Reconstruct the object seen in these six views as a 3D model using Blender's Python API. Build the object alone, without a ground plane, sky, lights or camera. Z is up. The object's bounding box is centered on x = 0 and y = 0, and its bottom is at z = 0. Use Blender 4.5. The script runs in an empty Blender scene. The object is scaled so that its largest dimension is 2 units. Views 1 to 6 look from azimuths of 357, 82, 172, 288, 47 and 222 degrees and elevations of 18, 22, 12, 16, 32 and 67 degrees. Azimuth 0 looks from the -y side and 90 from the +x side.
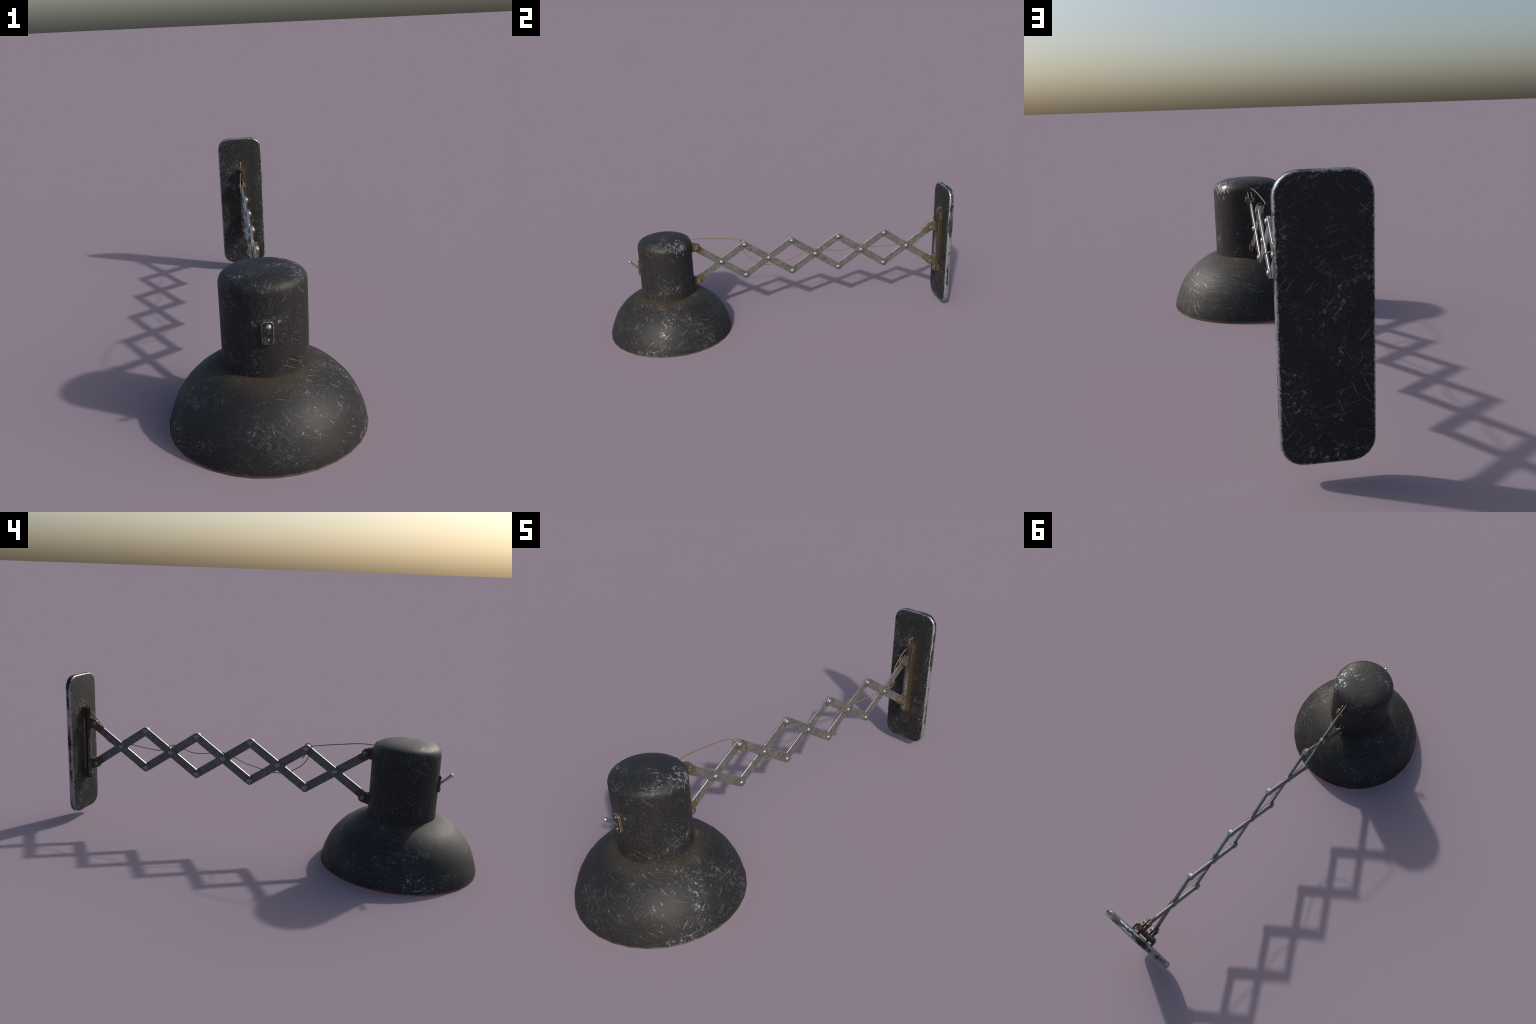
"""Extending wall lamp: bell shade with a drum housing, riveted scissor arm,
and a long rounded wall plate carrying a hinge tube.  Everything is built from
profiles, pivots and sizes in metres (z up, arm along +y)."""
import bpy, bmesh, math
from mathutils import Vector, Matrix

# ------------------------------------------------------------------ sizes
SHADE_Y = -0.65                      # axis of the shade and the drum housing
DRUM_R = 0.150
SEGMENTS = 32
Z_MID, Z_TOP, Z_LOW = 0.3922, 0.4856, 0.2988     # rows of arm pivots
PITCH = 0.2745                                   # distance between crossings
Y_FIRST = -0.3350                                # first crossing
ARM_X, BAR_T, BAR_W = 0.0030, 0.0076, 0.0402     # middle of the arm, bar section
PLATE_Y0, PLATE_Y1 = 0.9700, 1.0000
PLATE_HX, PLATE_Z0, PLATE_Z1 = 0.1168, 0.0400, 0.7440
TUBE_Y, TUBE_R = 0.9482, 0.0134
HALF = math.hypot(PITCH / 2, Z_TOP - Z_MID)           # pivot to pivot, half bar
FALL = math.atan2(Z_TOP - Z_MID, PITCH / 2)            # slope of the bars

# ------------------------------------------------------------------ helpers
scene = bpy.context.scene
root = bpy.data.objects.new("wall_lamp", None)
root.empty_display_size = 0.2
root["label"] = "worn black metal wall lamp on an extending steel scissor arm"
root["category"] = "wall lamp"
scene.collection.objects.link(root)


def finish(bm, name, material, parent=root, angle=35.0, bevel=0.0, bevel_segments=2):
    bmesh.ops.remove_doubles(bm, verts=bm.verts, dist=1e-6)
    bmesh.ops.recalc_face_normals(bm, faces=bm.faces)
    me = bpy.data.meshes.new(name)
    bm.to_mesh(me)
    bm.free()
    me.materials.append(material)
    me.shade_smooth()
    me.set_sharp_from_angle(angle=math.radians(angle))
    ob = bpy.data.objects.new(name, me)
    scene.collection.objects.link(ob)
    ob.parent = parent
    if bevel:
        mod = ob.modifiers.new("soft_edge", "BEVEL")
        mod.width, mod.segments, mod.limit_method = bevel, bevel_segments, "ANGLE"
        mod.angle_limit = math.radians(40)
        mod.harden_normals = True
    return ob


def twin(ob, name, matrix, parent=root):
    c = ob.copy()                       # shares mesh data
    c.name = name
    c.parent = parent
    c.matrix_parent_inverse = Matrix()
    c.matrix_basis = matrix
    scene.collection.objects.link(c)
    return c


def revolve(bm, profile, axis_matrix, segments):
    """profile: list of (radius, height); height runs along local z."""
    rings = []
    for r, h in profile:
        if r < 1e-7:
            rings.append([bm.verts.new(axis_matrix @ Vector((0, 0, h)))])
        else:
            rings.append([bm.verts.new(axis_matrix @ Vector((r * math.cos(math.tau * k / segments),
                                                            r * math.sin(math.tau * k / segments), h)))
                          for k in range(segments)])
    for a, b in zip(rings, rings[1:]):
        for k in range(segments):
            j = (k + 1) % segments
            if len(a) == 1 and len(b) == 1:
                continue
            if len(a) == 1:
                bm.faces.new((a[0], b[j], b[k]))
            elif len(b) == 1:
                bm.faces.new((a[k], a[j], b[0]))
            else:
                bm.faces.new((a[k], a[j], b[j], b[k]))
    return rings


def prism(bm, outline, to_3d, low, high):
    """Extrude a closed 2D outline; to_3d(u, v, w) places a point."""
    lo = [bm.verts.new(to_3d(u, v, low)) for u, v in outline]
    hi = [bm.verts.new(to_3d(u, v, high)) for u, v in outline]
    n = len(outline)
    bm.faces.new(lo[::-1])
    bm.faces.new(hi)
    for k in range(n):
        bm.faces.new((lo[k], lo[(k + 1) % n], hi[(k + 1) % n], hi[k]))


def arc(cx, cy, r, a0, a1, n):
    return [(cx + r * math.cos(math.radians(a0 + (a1 - a0) * k / n)),
             cy + r * math.sin(math.radians(a0 + (a1 - a0) * k / n))) for k in range(n + 1)]


def rounded_rect(hx, z0, z1, r, n):
    return (arc(hx - r, z1 - r, r, 0, 90, n) + arc(-hx + r, z1 - r, r, 90, 180, n)
            + arc(-hx + r, z0 + r, r, 180, 270, n) + arc(hx - r, z0 + r, r, 270, 360, n))


def smooth_path(points, steps):
    """Catmull-Rom through the points."""
    pts = [Vector(p) for p in points]
    pts = [pts[0] * 2 - pts[1]] + pts + [pts[-1] * 2 - pts[-2]]
    out = []
    for i in range(1, len(pts) - 2):
        p0, p1, p2, p3 = pts[i - 1:i + 3]
        for s in range(steps):
            t = s / steps
            out.append(0.5 * (2 * p1 + (p2 - p0) * t + (2 * p0 - 5 * p1 + 4 * p2 - p3) * t * t
                              + (3 * p1 - p0 - 3 * p2 + p3) * t ** 3))
    out.append(pts[-2])
    return out


def sweep(bm, path, radius, sides):
    """Round wire along a path, parallel-transported frame, capped."""
    rings, normal = [], None
    for i, p in enumerate(path):
        t = (path[min(i + 1, len(path) - 1)] - path[max(i - 1, 0)]).normalized()
        if normal is None:
            normal = t.orthogonal().normalized()
        normal = (normal - t * normal.dot(t)).normalized()
        side = t.cross(normal)
        rings.append([bm.verts.new(p + radius * (math.cos(math.tau * k / sides) * normal
                                                 + math.sin(math.tau * k / sides) * side))
                      for k in range(sides)])
    for a, b in zip(rings, rings[1:]):
        for k in range(sides):
            j = (k + 1) % sides
            bm.faces.new((a[k], a[j], b[j], b[k]))
    bm.faces.new(rings[0][::-1])
    bm.faces.new(rings[-1])


# ------------------------------------------------------------------ materials
class Nodes:
    """Small wrapper to write node trees as expressions."""

    def __init__(self, tree):
        self.t = tree

    def new(self, kind, **props):
        n = self.t.nodes.new(kind)
        for k, v in props.items():
            setattr(n, k, v)
        return n

    def put(self, socket, value):
        if isinstance(value, bpy.types.NodeSocket):
            self.t.links.new(value, socket)
        elif isinstance(value, (tuple, list)) and len(socket.default_value) == 4 and len(value) == 3:
            socket.default_value = (*value, 1.0)
        else:
            socket.default_value = value

    def math(self, op, a, b=0.0, c=0.0, clamp=False):
        n = self.new("ShaderNodeMath", operation=op, use_clamp=clamp)
        for s, v in zip(n.inputs, (a, b, c)):
            self.put(s, v)
        return n.outputs[0]

    def add(self, a, b): return self.math("ADD", a, b)
    def sub(self, a, b): return self.math("SUBTRACT", a, b)
    def mul(self, a, b): return self.math("MULTIPLY", a, b)
    def big(self, a, b): return self.math("MAXIMUM", a, b)
    def low(self, a, b): return self.math("MINIMUM", a, b)

    def ramp(self, x, lo, hi, smooth=True):
        """0 at lo, 1 at hi (lo may exceed hi)."""
        n = self.new("ShaderNodeMapRange", interpolation_type="SMOOTHSTEP" if smooth else "LINEAR")
        if lo > hi:
            return self.sub(1.0, self.ramp(x, hi, lo, smooth))
        for s, v in zip(n.inputs[:5], (x, lo, hi, 0.0, 1.0)):
            self.put(s, v)
        return n.outputs[0]

    def vec(self, op, a, b=(0, 0, 0), scale=None):
        n = self.new("ShaderNodeVectorMath", operation=op)
        self.put(n.inputs[0], a)
        if scale is not None:
            self.put(n.inputs["Scale"], scale)
        elif len(n.inputs) > 1:
            self.put(n.inputs[1], b)
        return n.outputs["Value"] if op in ("LENGTH", "DISTANCE", "DOT_PRODUCT") else n.outputs["Vector"]

    def split(self, v):
        n = self.new("ShaderNodeSeparateXYZ")
        self.put(n.inputs[0], v)
        return n.outputs

    def join(self, x, y, z):
        n = self.new("ShaderNodeCombineXYZ")
        for s, v in zip(n.inputs, (x, y, z)):
            self.put(s, v)
        return n.outputs[0]

    def place(self, v, offset=(0, 0, 0), turn=(0, 0, 0), scale=(1, 1, 1)):
        """Turn first, then stretch: streaks follow the turned axes."""
        r = self.new("ShaderNodeVectorRotate", rotation_type="EULER_XYZ")
        self.put(r.inputs["Vector"], v)
        r.inputs["Rotation"].default_value = tuple(math.radians(a) for a in turn)
        return self.vec("ADD", self.vec("MULTIPLY", r.outputs[0], scale), offset)

    def noise(self, v, scale, detail=2.0, rough=0.55, distortion=0.0):
        n = self.new("ShaderNodeTexNoise")
        self.put(n.inputs["Vector"], v)
        for k, x in (("Scale", scale), ("Detail", detail), ("Roughness", rough), ("Distortion", distortion)):
            n.inputs[k].default_value = x
        return n.outputs["Fac"]

    def cells(self, v, scale, feature="F1", randomness=1.0):
        n = self.new("ShaderNodeTexVoronoi", feature=feature)
        self.put(n.inputs["Vector"], v)
        n.inputs["Scale"].default_value = scale
        n.inputs["Randomness"].default_value = randomness
        return n.outputs["Distance"]

    def mix(self, f, a, b):
        n = self.new("ShaderNodeMix", data_type="RGBA")
        self.put(n.inputs[0], f)
        self.put(n.inputs[6], a)
        self.put(n.inputs[7], b)
        return n.outputs[2]

    def blend(self, f, a, b):
        n = self.new("ShaderNodeMix", data_type="FLOAT")
        self.put(n.inputs[0], f)
        self.put(n.inputs[2], a)
        self.put(n.inputs[3], b)
        return n.outputs[0]


def scratch_group():
    """Mask of scratches and chips in 3D: thin straight lines (cell walls cut to
    short pieces), hatch strokes in several directions, and clustered chips."""
    g = bpy.data.node_groups.new("scratch_mask", "ShaderNodeTree")
    g.interface.new_socket("Vector", in_out="INPUT", socket_type="NodeSocketVector")
    g.interface.new_socket("Flat", in_out="INPUT", socket_type="NodeSocketVector")
    g.interface.new_socket("Amount", in_out="INPUT", socket_type="NodeSocketFloat")
    g.interface.new_socket("Mask", in_out="OUTPUT", socket_type="NodeSocketFloat")
    n = Nodes(g)
    gi, go = n.new("NodeGroupInput"), n.new("NodeGroupOutput")
    v, flat, amount = gi.outputs["Vector"], gi.outputs["Flat"], gi.outputs["Amount"]
    lift = n.mul(amount, 0.10)
    total = None

    def collect(m):
        nonlocal total
        total = m if total is None else n.big(total, m)

    # single straight scratches: needle-shaped cells lying in several directions,
    # each needle with its own strength, kept only inside worn areas
    for turn, offset, thin, long, strength in (((6, 38, 0), 5.3, 240, 9, 0.95), ((-8, -52, 12), 8.9, 270, 6.5, 0.90),
                                               ((42, 5, 20), 14.2, 260, 8.5, 0.95), ((-58, 12, 0), 19.9, 290, 6.5, 0.90)):
        p = n.place(v, (offset, -offset, offset * 0.4), turn, (thin, thin, long))
        p = n.vec("ADD", p, n.vec("SCALE", n.place(v, (0, 0, 0), (offset * 9, offset * 5, 0)), scale=14.0))
        cell = n.new("ShaderNodeTexVoronoi", feature="F1")
        n.put(cell.inputs["Vector"], p)
        cell.inputs["Scale"].default_value = 0.40
        chance = n.split(cell.outputs["Color"])[0]
        needle = n.ramp(n.sub(cell.outputs["Distance"], n.mul(chance, 0.06)), 0.092, 0.020)
        where = n.add(n.noise(n.place(v, (offset, offset, 4)), 5.5, 3.0, 0.62), lift)
        force = n.math("POWER", chance, 1.15)
        collect(n.mul(n.mul(needle, n.ramp(where, 0.40, 0.60)), n.mul(force, strength)))
    rub = n.ramp(n.noise(n.place(v, (2.6, 5.1, 7.7)), 300, 3.0, 0.7), 0.30, 0.62)
    total = n.mul(total, n.blend(rub, 0.25, 1.0))
    # hairlines drawn along the surface (in unrolled coordinates), at random angles
    bent = n.vec("ADD", flat, n.vec("SCALE", n.vec("SUBTRACT", n.join(n.noise(v, 9, 1.0), n.noise(n.place(v, (3, 1, 2)), 9, 1.0), 0.5), (0.5, 0.5, 0.5)), scale=0.009))
    for turn, offset, thin, long, strength in ((22, 2.2, 330, 12.0, 0.8), (71, 6.8, 370, 9.0, 0.75), (-38, 10.3, 340, 15.0, 0.8), (-74, 15.6, 380, 11.0, 0.7), (47, 21.7, 290, 20.0, 0.85)):
        p = n.place(bent, (offset, offset * 0.6, 0), (0, 0, turn), (thin, long, 0))
        cell = n.new("ShaderNodeTexVoronoi", feature="F1", voronoi_dimensions="2D")
        n.put(cell.inputs["Vector"], p)
        cell.inputs["Scale"].default_value = 0.26
        chance = n.split(cell.outputs["Color"])[1]
        line = n.ramp(n.sub(cell.outputs["Distance"], n.mul(chance, 0.05)), 0.070, 0.015)
        where = n.add(n.noise(n.place(v, (offset, 1, offset)), 6.0, 2.0, 0.6), lift)
        collect(n.mul(n.mul(line, n.ramp(where, 0.46, 0.66)), n.mul(n.math("POWER", chance, 1.6), n.mul(rub, strength))))
    # hatch strokes: bundles of parallel rubs
    for turn, offset in (((10, 42, 10), 3.9), ((55, -20, 35), 12.4)):
        p = n.place(v, (offset, -offset, offset * 0.4), turn, (210, 210, 15))
        stroke = n.ramp(n.noise(p, 1.0, 3.0, 0.6), 0.57, 0.76)
        where = n.add(n.noise(n.place(v, (offset, offset, 4)), 7.0, 3.0, 0.6), lift)
        collect(n.mul(n.mul(stroke, n.ramp(where, 0.575, 0.69)), 0.6))
    # clustered scuffs: ragged chips with a faint rubbed halo
    chip = n.noise(n.place(v, (4.4, 9.1, 2.2)), 80, 6.0, 0.70, 0.5)
    where = n.add(n.noise(n.place(v, (1.7, 6.1, 8.3)), 7.5, 4.0, 0.62), lift)
    collect(n.mul(n.mul(n.ramp(chip, 0.53, 0.68), n.ramp(where, 0.54, 0.66)), 1.0))
    collect(n.mul(n.mul(n.ramp(n.noise(v, 150, 4.0, 0.75), 0.45, 0.80), n.ramp(where, 0.48, 0.68)), 0.20))
    # loose flecks
    fleck = n.ramp(n.noise(n.place(v, (6, 6, 1)), 120, 5.0, 0.72), 0.61, 0.76)
    collect(n.mul(n.mul(fleck, n.ramp(n.add(n.noise(v, 12, 3.0), lift), 0.44, 0.68)), 0.50))
    broad = n.ramp(n.add(n.noise(n.place(v, (8.8, 1.1, 3.3)), 3.6, 2.0), n.mul(lift, 1.5)), 0.38, 0.62)
    total = n.mul(total, n.blend(broad, 0.30, 1.0))
    n.put(go.inputs["Mask"], total)
    return g


SCRATCH = scratch_group()

PAINT = (0.0126, 0.0126, 0.0127)
BARE = (0.36, 0.37, 0.39)
RUST = (0.078, 0.050, 0.020)
DIRT = (0.040, 0.030, 0.019)


def material(name):
    m = bpy.data.materials.new(name)
    m.use_nodes = True
    n = Nodes(m.node_tree)
    bsdf = m.node_tree.nodes["Principled BSDF"]
    co = n.new("ShaderNodeTexCoord").outputs["Object"]
    return m, n, bsdf, co


def scratches(n, co, amount, flat=None):
    node = n.new("ShaderNodeGroup")
    node.node_tree = SCRATCH
    n.put(node.inputs["Vector"], co)
    n.put(node.inputs["Flat"], co if flat is None else flat)
    n.put(node.inputs["Amount"], amount)
    return node.outputs["Mask"]


def unrolled(n, co):
    """Coordinates along the skin of the turned parts: round the axis and up the profile."""
    x, y, z = n.split(co)
    y = n.sub(y, SHADE_Y)
    round_axis = n.math("ARCTAN2", n.mul(x, -1.0), n.mul(y, -1.0))
    return n.join(n.mul(round_axis, 0.22), n.sub(z, n.vec("LENGTH", n.join(x, y, 0.0))), 0.0)


def paint_shader(n, bsdf, co, wear, dirt=0.0, dirt_colour=DIRT, rust=0.0, rough=0.56, relief=0.3):
    """Black enamel with grain, worn to bare metal by mask wear, and covered
    with brown dirt / rust by masks."""
    grain = n.noise(co, 300, 2.0, 0.75)
    cloud = n.noise(co, 6.0, 4.0, 0.6)
    colour = n.mix(n.ramp(grain, 0.3, 0.75), tuple(c * 0.30 for c in PAINT), tuple(c * 1.95 for c in PAINT))
    colour = n.mix(n.mul(n.ramp(cloud, 0.45, 0.72), 0.30), colour, (0.024, 0.020, 0.015))
    colour = n.mix(dirt, colour, dirt_colour)
    colour = n.mix(rust, colour, RUST)
    bare = n.mix(n.ramp(n.noise(co, 160, 3.0, 0.7), 0.32, 0.68), tuple(c * 0.62 for c in BARE), tuple(c * 1.08 for c in BARE))
    colour = n.mix(wear, colour, bare)
    n.put(bsdf.inputs["Base Color"], colour)
    n.put(bsdf.inputs["Metallic"], n.mul(wear, 0.72))
    n.put(bsdf.inputs["Specular IOR Level"], n.blend(wear, 0.30, 0.5))
    r = n.blend(n.ramp(grain, 0.3, 0.7), rough - 0.05, rough + 0.06)
    r = n.blend(n.big(dirt, rust), r, 0.8)
    n.put(bsdf.inputs["Roughness"], n.blend(wear, r, 0.40))
    bump = n.new("ShaderNodeBump")
    bump.inputs["Strength"].default_value = relief
    bump.inputs["Distance"].default_value = 0.0006
    n.put(bump.inputs["Height"], n.sub(n.mul(grain, 0.6), wear))
    n.put(bsdf.inputs["Normal"], bump.outputs[0])


def make_shade_paint():
    m, n, bsdf, co = material("shade_enamel")
    x, y, z = n.split(co)
    wob = n.noise(co, 22, 3.0)
    wear = scratches(n, co, 0.25, unrolled(n, co))
    rim = n.ramp(n.sub(z, n.mul(n.noise(co, 70, 3.0), 0.010)), 0.0012, -0.0015)
    wear = n.big(wear, n.mul(rim, 0.15))
    dirt = n.mul(n.ramp(n.add(z, n.mul(wob, 0.03)), 0.212, 0.256), 0.68)
    paint_shader(n, bsdf, co, wear, dirt)
    return m


def make_drum_paint():
    m, n, bsdf, co = material("housing_enamel")
    x, y, z = n.split(co)
    # heavier chipping round the shoulder of the cap, worst at one spot
    shoulder = n.mul(n.ramp(z, 0.515, 0.540), n.ramp(z, 0.577, 0.560))
    spot = n.ramp(n.vec("DISTANCE", co, (0.115, SHADE_Y + 0.085, 0.553)), 0.085, 0.02)
    amount = n.add(0.26, n.add(n.mul(shoulder, 0.40), n.mul(spot, 0.4)))
    wear = scratches(n, co, amount, unrolled(n, co))
    patch = n.noise(n.place(co, (1, 2, 3), (0, 0, 35), (1, 1, 0.8)), 70, 2.0, 0.5)
    wear = n.big(wear, n.mul(n.ramp(n.add(patch, n.mul(spot, 0.085)), 0.635, 0.665), n.mul(n.ramp(spot, 0.1, 0.5), 0.62)))
    wob = n.noise(co, 20, 3.0)
    dirt = n.mul(n.ramp(n.add(z, n.mul(wob, 0.04)), 0.285, 0.245), 0.45)
    # rust haze round the switch plate, the bracket roots and the wire holes
    sw = n.ramp(n.vec("LENGTH", n.join(n.big(n.sub(n.math("ABSOLUTE", x), 0.019), 0.0), n.big(n.add(y, 0.8), 0.0),
                                       n.big(n.sub(n.math("ABSOLUTE", n.sub(z, 0.3985)), 0.039), 0.0))), 0.009, 0.0005)
    lug = n.low(n.vec("LENGTH", n.vec("MULTIPLY", n.vec("SUBTRACT", co, (0.006, -0.5, 0.497)), (1.3, 1, 0.7))),
                n.vec("LENGTH", n.vec("MULTIPLY", n.vec("SUBTRACT", co, (0.0, -0.5, 0.289)), (1.3, 1, 0.7))))
    rust = n.big(n.mul(sw, 0.4), n.mul(n.ramp(lug, 0.05, 0.015), 0.5))
    hole = n.ramp(n.vec("DISTANCE", co, (0.0, -0.503, 0.5376)), 0.012, 0.004)
    paint_shader(n, bsdf, co, wear, dirt, rust=n.big(rust, n.mul(hole, 0.5)))
    return m


def make_plate_paint():
    m, n, bsdf, co = material("plate_enamel")
    x, y, z = n.split(co)
    zc, hz, r = (PLATE_Z0 + PLATE_Z1) / 2, (PLATE_Z1 - PLATE_Z0) / 2, 0.059
    qx = n.sub(n.math("ABSOLUTE", x), PLATE_HX - r)
    qz = n.sub(n.math("ABSOLUTE", n.sub(z, zc)), hz - r)
    edge = n.add(n.vec("LENGTH", n.join(n.big(qx, 0.0), n.big(qz, 0.0), 0.0)), n.low(n.big(qx, qz), 0.0))
    inset = n.sub(r, edge)                      # distance in from the outline
    frayed = n.noise(n.place(co, (0, 0, 0), (0, 0, 0), (1, 1, 1)), 120, 4.0, 0.7)
    coarse = n.noise(co, 18, 3.0)
    rim = n.ramp(n.sub(inset, n.add(n.mul(n.sub(frayed, 0.5), 0.020), n.mul(n.sub(coarse, 0.5), 0.006))), 0.0062, 0.0030)
    # on the narrow side paint survives as a ragged band along the middle
    mid = n.math("ABSOLUTE", n.sub(y, (PLATE_Y0 + PLATE_Y1) / 2))
    band = n.ramp(n.add(mid, n.add(n.mul(n.sub(frayed, 0.5), 0.022), n.add(n.mul(n.sub(n.noise(n.place(co, (0, 0, 0.5), (0, 0, 0), (1, 1, 0.8)), 9, 4.0, 0.65), 0.50), 0.060), n.mul(n.ramp(z, 0.55, 0.20), 0.006)))), 0.0095, 0.0060)
    side = n.ramp(inset, 0.0030, 0.0018)
    keep = n.mul(band, side)
    edge_wear = n.mul(rim, n.sub(1.0, keep))
    near_edge = n.ramp(inset, 0.065, 0.004)
    wear = n.big(scratches(n, co, n.add(0.28, n.mul(near_edge, 0.55)), n.join(x, z, y)), edge_wear)
    # rust haze round the hinge tube, on the front face only
    dz = n.big(n.sub(n.math("ABSOLUTE", n.sub(z, 0.400)), 0.180), 0.0)
    dx = n.big(n.sub(n.math("ABSOLUTE", x), 0.012), 0.0)
    near = n.vec("LENGTH", n.join(dx, n.mul(dz, 0.9), 0.0))
    front = n.ramp(y, 0.985, 0.975)
    haze = n.add(n.mul(n.ramp(near, 0.055, 0.0), 0.26), n.mul(n.ramp(near, 0.020, 0.0), 0.50))
    rust = n.mul(n.mul(haze, front), n.add(0.75, n.mul(n.noise(co, 40, 3.0), 0.5)))
    paint_shader(n, bsdf, co, wear, rust=n.math("MINIMUM", rust, 0.95))
    return m


def make_tube_paint():
    m, n, bsdf, co = material("hinge_enamel")
    x, y, z = n.split(co)
    streak = n.noise(n.place(co, (3, 3, 3), (38, 25, 0), (1, 1, 0.22)), 260, 5.0, 0.75)
    rubbed = n.mul(n.ramp(z, 0.52, 0.40), n.ramp(z, 0.205, 0.24))
    wear = n.ramp(n.add(streak, n.mul(n.sub(rubbed, 0.6), 0.18)), 0.48, 0.74)
    facing = n.ramp(y, 0.950, 0.942)
    wear = n.mul(n.big(n.mul(wear, 0.8), scratches(n, co, 0.5)), facing)
    rust = n.mul(n.ramp(n.add(y, n.mul(n.noise(co, 60, 3.0), 0.004)), 0.950, 0.959), n.add(0.40, n.mul(n.noise(co, 45, 3.0), 0.6)))
    cap = n.ramp(z, 0.5765, 0.5785)
    paint_shader(n, bsdf, co, wear, rust=n.big(rust, cap))
    return m


def make_steel(name, rust_at=None, lean=0):
    """Dull grey steel with mill grain and bright rubbed edges (local x along the
    bar, z across its thickness).  rust_at: bracket end where a round patch of
    rust sits.  lean: +1 / -1 says which way the crossing bars lean, so that a
    thin rust line can follow their edges on the inner face."""
    m, n, bsdf, co = material(name)
    rnd = n.new("ShaderNodeObjectInfo").outputs["Random"]
    v = n.vec("ADD", co, n.join(n.mul(rnd, 7.0), n.mul(rnd, 3.0), n.mul(rnd, 5.0)))
    x, y, z = n.split(co)
    grain = n.noise(v, 250, 3.0, 0.8)
    cloud = n.noise(v, 45, 3.0, 0.6)
    t = n.add(n.mul(grain, 0.8), n.mul(cloud, 0.3))
    colour = n.mix(n.ramp(t, 0.34, 0.76), (0.030, 0.0295, 0.029), (0.165, 0.161, 0.154))
    bright = n.mul(scratches(n, v, 0.35), 0.45)
    normal = n.split(n.new("ShaderNodeTexCoord").outputs["Normal"])
    edge = n.mul(n.ramp(n.math("ABSOLUTE", normal[2]), 0.93, 0.72), n.ramp(n.noise(v, 150, 3.0, 0.7), 0.22, 0.42))
    bright = n.big(bright, edge)
    colour = n.mix(bright, colour, (0.56, 0.56, 0.55))
    rust = None
    if lean:
        c, q = math.cos(2 * FALL), lean * math.sin(2 * FALL)
        for shift in (0.0, HALF, -HALF):
            across = n.math("ABSOLUTE", n.add(n.mul(n.sub(x, shift), q), n.mul(y, c)))
            line = n.ramp(n.math("ABSOLUTE", n.sub(across, BAR_W / 2 + 0.0008)), 0.0022, 0.0006)
            rust = line if rust is None else n.big(rust, line)
        inner = n.ramp(n.mul(z, lean), BAR_T * 0.3, BAR_T * 0.4)
        rust = n.mul(n.mul(rust, inner), 0.7)
    if rust_at:
        d = n.vec("LENGTH", n.vec("MULTIPLY", n.vec("SUBTRACT", co, rust_at), (1, 1, 0)))
        patch = n.mul(n.ramp(n.add(d, n.mul(n.sub(n.noise(v, 80, 2.0), 0.5), 0.003)), 0.0385, 0.0360), 0.93)
        rust = n.big(rust, patch)
    metal = n.add(0.22, n.mul(bright, 0.75))
    rough = n.blend(bright, n.blend(n.ramp(grain, 0.3, 0.7), 0.42, 0.58), 0.30)
    colour = n.mix(rust, colour, n.mix(grain, (0.048, 0.031, 0.011), (0.092, 0.059, 0.022)))
    metal = n.mul(n.sub(1.0, rust), metal)
    rough = n.blend(rust, rough, 0.75)
    n.put(bsdf.inputs["Base Color"], colour)
    n.put(bsdf.inputs["Metallic"], metal)
    n.put(bsdf.inputs["Roughness"], rough)
    bump = n.new("ShaderNodeBump")
    bump.inputs["Strength"].default_value = 0.3
    bump.inputs["Distance"].default_value = 0.0004
    n.put(bump.inputs["Height"], grain)
    n.put(bsdf.inputs["Normal"], bump.outputs[0])
    return m


def make_bracket():
    """Rusty lug plate: brown flats, edges rubbed to bright steel (local coords:
    flats are the local x planes)."""
    m, n, bsdf, co = material("bracket_rusty_steel")
    x, y, z = n.split(co)
    grain = n.noise(co, 260, 3.0, 0.7)
    normal = n.split(n.new("ShaderNodeTexCoord").outputs["Normal"])
    rimface = n.ramp(n.math("ABSOLUTE", normal[0]), 0.75, 0.45)
    patchy = n.ramp(n.noise(co, 110, 3.0, 0.65), 0.40, 0.58)
    bare = n.mul(rimface, patchy)
    colour = n.mix(grain, (0.042, 0.028, 0.011), (0.082, 0.054, 0.022))
    blotch = n.ramp(n.noise(n.place(co, (5, 1, 2)), 55, 3.0), 0.56, 0.66)
    colour = n.mix(n.mul(blotch, 0.75), colour, PAINT)
    colour = n.mix(bare, colour, (0.42, 0.42, 0.42))
    n.put(bsdf.inputs["Base Color"], colour)
    n.put(bsdf.inputs["Metallic"], n.mul(bare, 0.85))
    n.put(bsdf.inputs["Roughness"], n.blend(bare, 0.72, 0.40))
    return m


def make_bolt():
    m, n, bsdf, co = material("bolt_worn_steel")
    rnd = n.new("ShaderNodeObjectInfo").outputs["Random"]
    v = n.vec("ADD", co, n.join(n.mul(rnd, 3.0), n.mul(rnd, 5.0), 0.0))
    grain = n.noise(v, 240, 3.0, 0.7)
    wear = n.ramp(n.add(n.noise(v, 70, 3.0, 0.65), n.mul(n.sub(rnd, 0.5), 0.24)), 0.42, 0.66)
    colour = n.mix(wear, n.mix(grain, (0.042, 0.030, 0.016), (0.085, 0.062, 0.034)), (0.27, 0.265, 0.255))
    n.put(bsdf.inputs["Base Color"], colour)
    n.put(bsdf.inputs["Metallic"], n.blend(wear, 0.35, 0.85))
    n.put(bsdf.inputs["Roughness"], n.blend(wear, 0.5, 0.36))
    return m


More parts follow.
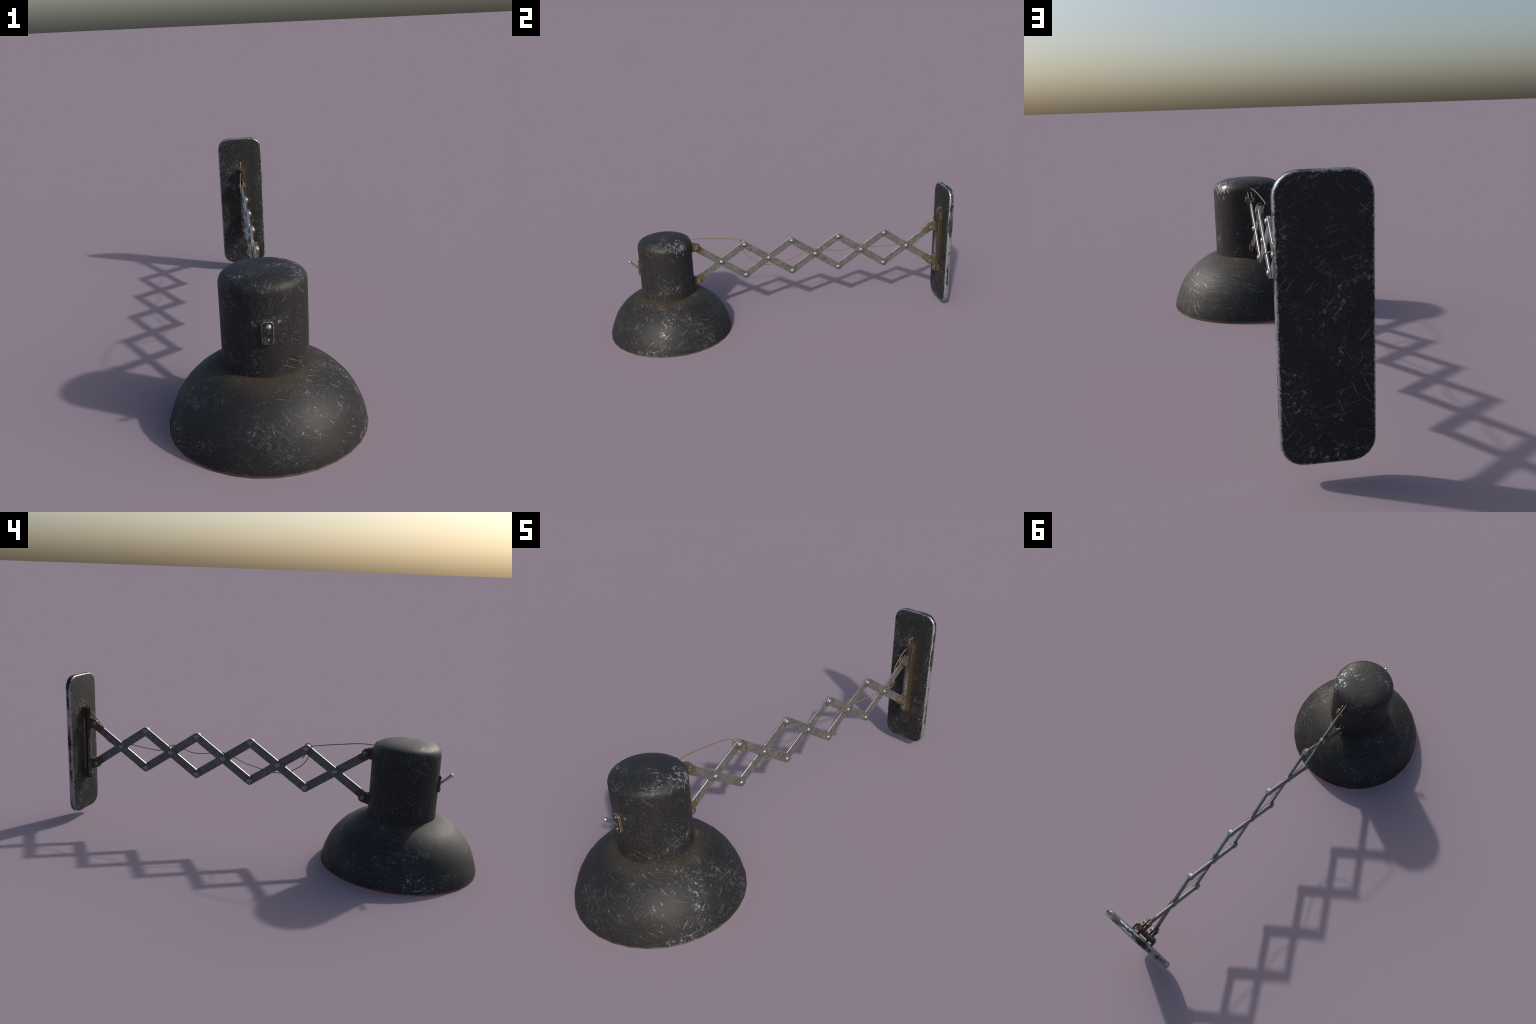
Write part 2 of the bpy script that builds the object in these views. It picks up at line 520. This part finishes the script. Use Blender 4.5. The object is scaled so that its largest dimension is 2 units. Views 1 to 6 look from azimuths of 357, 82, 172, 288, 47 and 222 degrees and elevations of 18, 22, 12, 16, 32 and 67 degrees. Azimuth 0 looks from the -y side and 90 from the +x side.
def plain(name, colour, metallic, rough):
    m, n, bsdf, co = material(name)
    f = n.noise(co, 180, 3.0, 0.6)
    n.put(bsdf.inputs["Base Color"], n.mix(n.ramp(f, 0.3, 0.7), tuple(c * 0.85 for c in colour), tuple(min(1, c * 1.12) for c in colour)))
    bsdf.inputs["Metallic"].default_value = metallic
    bsdf.inputs["Roughness"].default_value = rough
    return m


def make_switch_plate():
    m, n, bsdf, co = material("switch_plate_enamel")
    x, y, z = n.split(co)
    qx, qz = n.sub(n.math("ABSOLUTE", x), 0.0080), n.sub(n.math("ABSOLUTE", n.sub(z, 0.3985)), 0.0275)
    inset = n.sub(0.0115, n.add(n.vec("LENGTH", n.join(n.big(qx, 0), n.big(qz, 0), 0.0)), n.low(n.big(qx, qz), 0.0)))
    fray = n.noise(co, 320, 3.0, 0.7)
    rim = n.mul(n.ramp(n.sub(inset, n.mul(n.sub(fray, 0.5), 0.003)), 0.0018, 0.0008), n.ramp(y, -0.8065, -0.8078))
    wear = n.big(rim, scratches(n, n.vec("ADD", co, (0.4, 0.2, 0.9)), 0.8))
    slot = n.low(n.ramp(n.math("ABSOLUTE", x), 0.0078, 0.0062), n.ramp(n.math("ABSOLUTE", n.sub(z, 0.3985)), 0.0140, 0.0125))
    rust = n.big(n.ramp(y, -0.8075, -0.8060), n.mul(slot, 0.4))
    paint_shader(n, bsdf, co, wear, rust=n.mul(rust, 0.65))
    return m


shade_paint, drum_paint = make_shade_paint(), make_drum_paint()
plate_paint, tube_paint = make_plate_paint(), make_tube_paint()
rivet_steel = plain("rivet_steel", (0.225, 0.222, 0.215), 0.8, 0.38)
bracket_mat, bolt_mat = make_bracket(), make_bolt()
chrome = plain("lever_polished_steel", (0.48, 0.49, 0.50), 0.9, 0.30)
copper = plain("wire_copper_brown", (0.165, 0.108, 0.054), 0.1, 0.5)
inner_mat = plain("reflector_cream_enamel", (0.62, 0.58, 0.50), 0.0, 0.45)
socket_mat = plain("socket_brown_plastic", (0.05, 0.035, 0.025), 0.0, 0.4)

bulb_mat, _n, _b, _c = material("bulb_glowing_glass")
_b.inputs["Base Color"].default_value = (0.9, 0.75, 0.55, 1)
_b.inputs["Emission Color"].default_value = (1.0, 0.38, 0.11, 1)
_b.inputs["Emission Strength"].default_value = 16.0

# ------------------------------------------------------------------ shade
AXIS = Matrix.Translation((0, SHADE_Y, 0))
DOME = [(0.3500, 0.000), (0.3472, 0.020), (0.3420, 0.040), (0.3350, 0.060), (0.3268, 0.080), (0.3185, 0.100),
        (0.3070, 0.120), (0.2930, 0.140), (0.2750, 0.160), (0.2550, 0.180), (0.2290, 0.200), (0.1970, 0.220),
        (0.1760, 0.2295), (0.1500, 0.2375)]
bm = bmesh.new()
wall = 0.0045
inner = [(max(r - wall, 0.05), z if z == 0 else z - wall * 0.8) for r, z in DOME]
revolve(bm, DOME + [(0.140, 0.2385)] + [(0.140, 0.2335)] + inner[::-1][1:] + [DOME[0]], AXIS, SEGMENTS)
shade = finish(bm, "shade", shade_paint, angle=50)

# white reflector lining just inside the shade
bm = bmesh.new()
lining = [(r - 0.010, z - 0.006) for r, z in DOME[2:-1]]
revolve(bm, lining + [(0.14, 0.222), (0.0, 0.222), (0.0, 0.220), (0.139, 0.220)] + [(r - 0.002, z - 0.002) for r, z in lining[::-1]] + [lining[0]], AXIS, SEGMENTS)
finish(bm, "reflector", inner_mat, angle=50)
bm = bmesh.new()
revolve(bm, [(0, 0.219), (0.034, 0.219), (0.034, 0.165), (0.026, 0.155), (0, 0.155)], AXIS, 24)
socket = finish(bm, "bulb_socket", socket_mat)
bm = bmesh.new()
revolve(bm, [(0, 0.1545), (0.020, 0.1545), (0.022, 0.140), (0.036, 0.118), (0.045, 0.095), (0.044, 0.075),
             (0.034, 0.058), (0.018, 0.050), (0, 0.048)], AXIS, 24)
finish(bm, "light_bulb", bulb_mat, parent=socket, angle=60)

# ------------------------------------------------------------------ drum housing
bm = bmesh.new()
DRUM = [(0.0, 0.2300), (0.1400, 0.2300), (DRUM_R, 0.2310), (DRUM_R, 0.300), (DRUM_R, 0.380), (DRUM_R, 0.460), (DRUM_R, 0.520),
        (0.1494, 0.5300), (0.1465, 0.5395), (0.1405, 0.5488), (0.1305, 0.5566), (0.1170, 0.5628), (0.0985, 0.5683),
        (0.0730, 0.5720), (0.0400, 0.5735), (0.0, 0.5735)]
revolve(bm, DRUM, AXIS, SEGMENTS)
housing = finish(bm, "housing", drum_paint, angle=50)

# small eyelet on the shoulder of the cap, behind
bm = bmesh.new()
tilt = Matrix.Translation((0.001, -0.5145, 0.5520)) @ Matrix.Rotation(math.radians(-48), 4, "X")
revolve(bm, [(0.0016, -0.006), (0.0040, -0.006), (0.0042, 0.0020), (0.0036, 0.0032), (0.0022, 0.0030), (0.0016, 0.0015), (0.0016, -0.006)], tilt, 14)
finish(bm, "eyelet", bolt_mat, parent=housing)

# ------------------------------------------------------------------ toggle switch
plate_c = 0.3985
bm = bmesh.new()
outline = rounded_rect(0.0195, plate_c - 0.039, plate_c + 0.039, 0.0115, 6)
slot_z0, slot_z1, slot_x = plate_c - 0.0125, plate_c + 0.0125, 0.0057


def at_switch(u, v, w):
    return Vector((u, w, v))


# plate with a real slot: ring of quads between slot rectangle and outline
front, back = -0.8085, -0.797
hole = []
for u, v in outline:
    s = max(abs(u) / slot_x, abs(v - plate_c) / (slot_z1 - plate_c))
    hole.append((max(-slot_x, min(slot_x, u)), max(slot_z0, min(slot_z1, v))))
rings = [[bm.verts.new(at_switch(u, v, w)) for u, v in o] for o, w in ((outline, back), (outline, front), (hole, front), (hole, back))]
k = len(outline)
for a, b in zip(rings, rings[1:]):
    for i in range(k):
        j = (i + 1) % k
        quad = (a[i], a[j], b[j], b[i])
        if (a[i].co - a[j].co).length > 1e-7 or (b[i].co - b[j].co).length > 1e-7:
            bm.faces.new(quad)
bmesh.ops.remove_doubles(bm, verts=bm.verts, dist=1e-6)
bmesh.ops.dissolve_degenerate(bm, edges=bm.edges, dist=1e-6)
switch = finish(bm, "switch_plate", make_switch_plate(), parent=housing, bevel=0.0009)

bm = bmesh.new()
base, tip = Vector((0, -0.7995, 0.3895)), Vector((0.0008, -0.8512, 0.4395))
lean = Matrix.Translation(base) @ (tip - base).to_track_quat("Z", "Y").to_matrix().to_4x4()
length = (tip - base).length
revolve(bm, [(0, -0.004), (0.0050, -0.004), (0.0052, 0.012), (0.0072, length - 0.012), (0.0088, length - 0.003), (0.0089, length + 0.001),
             (0.0076, length + 0.0050), (0.0042, length + 0.0074), (0, length + 0.0081)], lean, 20)
finish(bm, "switch_lever", chrome, parent=switch, angle=50)

bm = bmesh.new()
head = Matrix.Rotation(math.radians(90), 4, "X")
revolve(bm, [(0, 0.0012), (0.0014, 0.0014), (0.0018, 0.0032), (0.0034, 0.0028), (0.0050, 0.0016), (0.0055, 0.0), (0.0, 0.0)], head, 16)
screw = finish(bm, "switch_screw", rivet_steel, parent=switch)
screw.location = (0.0002, front - 0.0002, plate_c - 0.0240)
twin(screw, "switch_screw", Matrix.Translation((0.0002, front - 0.0002, plate_c + 0.0275)), parent=switch)

# ------------------------------------------------------------------ scissor arm
def bar_mesh(name, mat):
    bm = bmesh.new()
    o = arc(HALF, 0, BAR_W / 2, -90, 90, 10) + arc(-HALF, 0, BAR_W / 2, 90, 270, 10)
    prism(bm, o, lambda u, v, w: Vector((u, v, w)), -BAR_T / 2 + 0.0004, BAR_T / 2 - 0.0004)
    return finish(bm, name, mat, bevel=0.0011)


def bar_frame(centre_y, falling):
    """Local x along the bar, local z across its thickness (world x)."""
    a = -FALL if falling else FALL
    along = Vector((0, math.cos(a), math.sin(a)))
    out = Vector((1, 0, 0))
    up = out.cross(along)
    x = ARM_X + (BAR_T / 2 if falling else -BAR_T / 2)
    m = Matrix((along, up, out)).transposed().to_4x4()
    m.translation = Vector((x, centre_y, Z_MID))
    return m


falling_steel, rising_steel = make_steel("arm_steel_front", lean=-1), make_steel("arm_steel_back", lean=1)
bars = {}
for falling in (True, False):
    lean, common = (-1, falling_steel) if falling else (1, rising_steel)
    shared = None
    for i in range(5):
        frame = bar_frame(Y_FIRST + i * PITCH, falling)
        if i in (0, 4):          # end bars carry rust where they enter a bracket
            end, lift = (-HALF if i == 0 else HALF), (0.006 if (i == 0) == falling else -0.006)
            ob = bar_mesh("arm_bar", make_steel("arm_steel_rusted_end", rust_at=(end, lift, 0), lean=lean))
            ob.matrix_basis = frame
        elif shared is None:
            ob = shared = bar_mesh("arm_bar", common)
            ob.matrix_basis = frame
        else:
            ob = twin(shared, "arm_bar", frame)
        bars[(i, falling)] = ob

# rivets: low domes on both faces of the arm
bm = bmesh.new()
turn_x = Matrix.Rotation(math.radians(90), 4, "Y")          # local z -> world x
dome_r, dome_h = 0.0160, 0.0088
head = [(dome_r * math.cos(t), BAR_T + dome_h * math.sin(t)) for t in (0, 0.25, 0.5, 0.78, 1.05, 1.32)]
shape = [(0, BAR_T + dome_h)] + head[::-1] + [(dome_r * 0.96, BAR_T - 0.0006)] + [(0.006, BAR_T - 0.0006)]
shape += [(r, -h) for r, h in shape[::-1]]
revolve(bm, shape, turn_x, 20)
rivet = finish(bm, "rivet", rivet_steel, angle=55)
rivet.parent = None
joints = [(Y_FIRST + i * PITCH, Z_MID) for i in range(5)]
joints += [(Y_FIRST + (i + 0.5) * PITCH, z) for i in range(4) for z in (Z_TOP, Z_LOW)]
first = True
for j, (y, z) in enumerate(joints):
    i = min(4, max(0, int((y - Y_FIRST) / PITCH + 0.01)))
    owner = bars[(i, True)]
    world = Matrix.Translation((ARM_X, y, z)) @ Matrix.Diagonal((1.0, 1.06, 0.84, 1.0))
    local = owner.matrix_basis.inverted() @ world
    if first:
        rivet.parent, rivet.matrix_basis, first = owner, local, False
        rivet.matrix_parent_inverse = Matrix()
    else:
        twin(rivet, "rivet", local, parent=owner)

# ------------------------------------------------------------------ wall plate
bm = bmesh.new()
rings = []
b = 0.0085
steps = [(0.0, PLATE_Y0, b)] + [(0, 0, 0)] * 0
profile = [(b, PLATE_Y0), (b * 0.5, PLATE_Y0 + b * 0.12), (b * 0.14, PLATE_Y0 + b * 0.45), (0.0, PLATE_Y0 + b),
           (0.0, PLATE_Y1 - b), (b * 0.14, PLATE_Y1 - b * 0.45), (b * 0.5, PLATE_Y1 - b * 0.12), (b, PLATE_Y1)]
for inset, y in profile:
    o = rounded_rect(PLATE_HX - inset, PLATE_Z0 + inset, PLATE_Z1 - inset, 0.059 - inset, 6)
    rings.append([bm.verts.new((u, y, v)) for u, v in o])
for a, c in zip(rings, rings[1:]):
    for k in range(len(a)):
        j = (k + 1) % len(a)
        bm.faces.new((a[k], a[j], c[j], c[k]))
bm.faces.new(rings[0][::-1])
bm.faces.new(rings[-1])
wall_plate = finish(bm, "wall_plate", plate_paint, angle=40)

# eyelet where the wire enters the plate
bm = bmesh.new()
hole_m = Matrix.Translation((-0.001, PLATE_Y0 + 0.001, 0.6075)) @ Matrix.Rotation(math.radians(90), 4, "X")
revolve(bm, [(0.0020, 0.0), (0.0050, 0.0), (0.0048, 0.0022), (0.0036, 0.0030), (0.0024, 0.0022), (0.0020, 0.0)], hole_m, 14)
finish(bm, "plate_eyelet", bracket_mat, parent=wall_plate)

# ------------------------------------------------------------------ hinge tube and straps
bm = bmesh.new()
section = [(TUBE_R, 0.9610)] + arc(0, TUBE_Y, TUBE_R, 0, -180, 18) + [(-TUBE_R, 0.9610)]
prism(bm, section, lambda u, v, w: Vector((u + 0.0005, v, w)), 0.216, 0.5765)
tube = finish(bm, "hinge_tube", tube_paint, parent=wall_plate, bevel=0.0008)


def strap(z0, z1):
    """U-shaped strap bent round the tube with its legs on the plate."""
    bm = bmesh.new()
    ro, ri = 0.0168, 0.0138
    outer = [(ro, PLATE_Y0 + 0.001)] + [(x, y) for x, y in arc(0, TUBE_Y, ro, 0, -180, 16)] + [(-ro, PLATE_Y0 + 0.001)]
    inner = [(-ri, PLATE_Y0 + 0.001)] + [(x, y) for x, y in arc(0, TUBE_Y, ri, -180, 0, 16)] + [(ri, PLATE_Y0 + 0.001)]
    rows = []
    for z in (z0, z1):
        rows.append(([bm.verts.new((u + 0.0005, v, z)) for u, v in outer],
                     [bm.verts.new((u + 0.0005, v, z)) for u, v in inner[::-1]]))
    (o0, i0), (o1, i1) = rows
    n = len(o0)
    for k in range(n - 1):
        bm.faces.new((o0[k], o0[k + 1], o1[k + 1], o1[k]))
        bm.faces.new((i0[k], i0[k + 1], i1[k + 1], i1[k]))
        bm.faces.new((o0[k], o0[k + 1], i0[k + 1], i0[k]))
        bm.faces.new((o1[k], o1[k + 1], i1[k + 1], i1[k]))
    for k in (0, n - 1):
        bm.faces.new((o0[k], o1[k], i1[k], i0[k]))
    return finish(bm, "hinge_strap", tube_paint, parent=wall_plate, bevel=0.0006)


strap(0.5355, 0.5790)
strap(0.2130, 0.2535)

# ------------------------------------------------------------------ brackets and bolts
REACH, TIP_R, ROOT_H, LUG_T = 0.0285, 0.0205, 0.0285, 0.0046


def lug_mesh(reach, root_overlap):
    """One tapered lug: pivot at the origin, root towards -y (local)."""
    bm = bmesh.new()
    o = [(-reach - root_overlap, -ROOT_H)] + [(-reach, -ROOT_H)] + arc(0, 0, TIP_R, -75, 75, 12) + [(-reach, ROOT_H), (-reach - root_overlap, ROOT_H)]
    prism(bm, o, lambda u, v, w: Vector((w, u, v)), -LUG_T / 2, LUG_T / 2)
    return finish(bm, "bracket", bracket_mat, bevel=0.0009)


bm = bmesh.new()
gap = BAR_T / 2 + 0.0008
out = gap + LUG_T                                         # outer face of a lug
hexa = [(0.0148 * math.cos(math.radians(60 * k + 12)), 0.0148 * math.sin(math.radians(60 * k + 12))) for k in range(6)]
prism(bm, hexa, lambda u, v, w: Vector((w, u, v)), out + 0.0018, out + 0.0100)
revolve(bm, [(0, out - 0.002), (0.0125, out - 0.0002), (0.0125, out + 0.0018), (0, out + 0.0018)], turn_x, 20)
dome = [(0.0135 * math.cos(t), -(out + 0.0015 + 0.0080 * math.sin(t))) for t in (0, 0.35, 0.7, 1.0)]
revolve(bm, [(0.0, -out + 0.002), (0.0135, -out + 0.0002)] + dome + [(0.0060, -(out + 0.0085)), (0.0054, -(out + 0.0045)), (0, -(out + 0.0045))], turn_x, 20)
revolve(bm, [(0, -out), (0.0060, -out), (0.0060, out), (0, out)], turn_x, 14)
bolt = finish(bm, "bolt", bolt_mat, angle=35, bevel=0.0007)
bolt.parent = None

lamp_lug = lug_mesh(REACH, 0.004)
arm_lug = lug_mesh(0.0260, 0.008)
first = {"lamp": True, "wall": True, "bolt": True}
falling_x, rising_x = ARM_X + BAR_T / 2, ARM_X - BAR_T / 2
for side, y, z, x in (("lamp", -0.4720, 0.4970, falling_x), ("lamp", -0.4715, 0.2890, rising_x),
                      ("wall", 0.9075, 0.4985, rising_x), ("wall", 0.9075, 0.2880, falling_x)):
    flip = Matrix.Identity(4) if side == "lamp" else Matrix.Diagonal((1, -1, 1, 1)) @ Matrix.Diagonal((-1, 1, 1, 1))
    source = lamp_lug if side == "lamp" else arm_lug
    owner = housing if side == "lamp" else tube
    for s in (1, -1):
        m = Matrix.Translation((x + s * (gap + LUG_T / 2), y, z)) @ flip
        if first[side]:
            source.parent, source.matrix_basis, first[side] = owner, m, False
            lug = source
        else:
            lug = twin(source, "bracket", m, parent=owner)
    m = Matrix.Translation((x, y, z)) @ Matrix.Rotation(y * 3 + z * 5, 4, "X")
    if first["bolt"]:
        bolt.parent, bolt.matrix_basis, first["bolt"] = owner, m, False
    else:
        twin(bolt, "bolt", m, parent=owner)

# ------------------------------------------------------------------ wire
WIRE = [(0.000, -0.5080, 0.5370), (-0.0015, -0.5000, 0.5390), (-0.005, -0.4586, 0.5404), (-0.010, -0.4134, 0.5368), (-0.0165, -0.3580, 0.5297),
        (-0.022, -0.2923, 0.5205), (-0.026, -0.2400, 0.5115), (-0.0255, -0.2240, 0.5080), (-0.019, -0.2170, 0.5010),
        # down the back of the first top joint, a hook under the bar, up round the front and over the top
        (-0.0150, -0.2090, 0.4900), (-0.0115, -0.1960, 0.4700), (-0.0095, -0.1870, 0.4500), (-0.0040, -0.1812, 0.4435), (0.0060, -0.1765, 0.4430),
        (0.0140, -0.1715, 0.4490), (0.0165, -0.1698, 0.4600), (0.0175, -0.1725, 0.4760), (0.0165, -0.1795, 0.4935), (0.0125, -0.1900, 0.5075),
        (0.0030, -0.2030, 0.5140), (-0.0070, -0.2165, 0.5110), (-0.0120, -0.2225, 0.5035), (-0.0100, -0.2215, 0.4920), (-0.0090, -0.2190, 0.4754), (-0.0095, -0.2060, 0.4450),
        # long sag in front of the second crossing, then weaving over each crossing
        (-0.0105, -0.1890, 0.4190), (-0.0070, -0.1690, 0.3990), (0.0000, -0.1460, 0.3830), (0.0065, -0.1265, 0.3705), (0.0105, -0.1030, 0.3600),
        (0.0115, -0.0760, 0.3530), (0.0120, -0.0450, 0.3515), (0.0130, -0.0195, 0.3525), (0.0110, 0.0215, 0.3612),
        (0.006, 0.0697, 0.3735), (-0.001, 0.1025, 0.3845), (-0.004, 0.1542, 0.4073), (-0.0022, 0.1900, 0.4190), (0.002, 0.2108, 0.4215),
        (0.010, 0.2456, 0.4178), (0.013, 0.2953, 0.4075), (0.014, 0.3372, 0.4014), (0.014, 0.3792, 0.4012), (0.0145, 0.4126, 0.4100),
        (0.0145, 0.4423, 0.4222), (0.0115, 0.4681, 0.4290), (0.004, 0.4915, 0.4259), (-0.006, 0.5180, 0.4080), (-0.0085, 0.5422, 0.3998),
        (-0.003, 0.5875, 0.3980), (0.006, 0.6491, 0.4011), (0.013, 0.7108, 0.4060), (0.0145, 0.7530, 0.4085), (0.0145, 0.7746, 0.4055),
        (0.013, 0.7972, 0.3990), (0.010, 0.8194, 0.4005), (0.004, 0.8383, 0.4140), (-0.0045, 0.8467, 0.4300), (-0.0085, 0.8490, 0.4550),
        (-0.0090, 0.8540, 0.4810), (-0.0090, 0.8696, 0.5030), (-0.0085, 0.8976, 0.5340), (-0.006, 0.9176, 0.5510), (-0.004, 0.9380, 0.5640)]
bm = bmesh.new()
sweep(bm, smooth_path(WIRE, 5), 0.0022, 8)
finish(bm, "wire", copper, angle=60)
# the short hook from the strap into the plate
bm = bmesh.new()
BEHIND = [(-0.001, 0.9760, 0.6080), (-0.001, 0.9640, 0.6085), (-0.001, 0.9530, 0.6040), (-0.001, 0.9470, 0.5920), (-0.001, 0.9460, 0.5770)]
sweep(bm, smooth_path(BEHIND, 6), 0.0019, 8)
finish(bm, "wire_tail", copper, parent=wall_plate, angle=60)
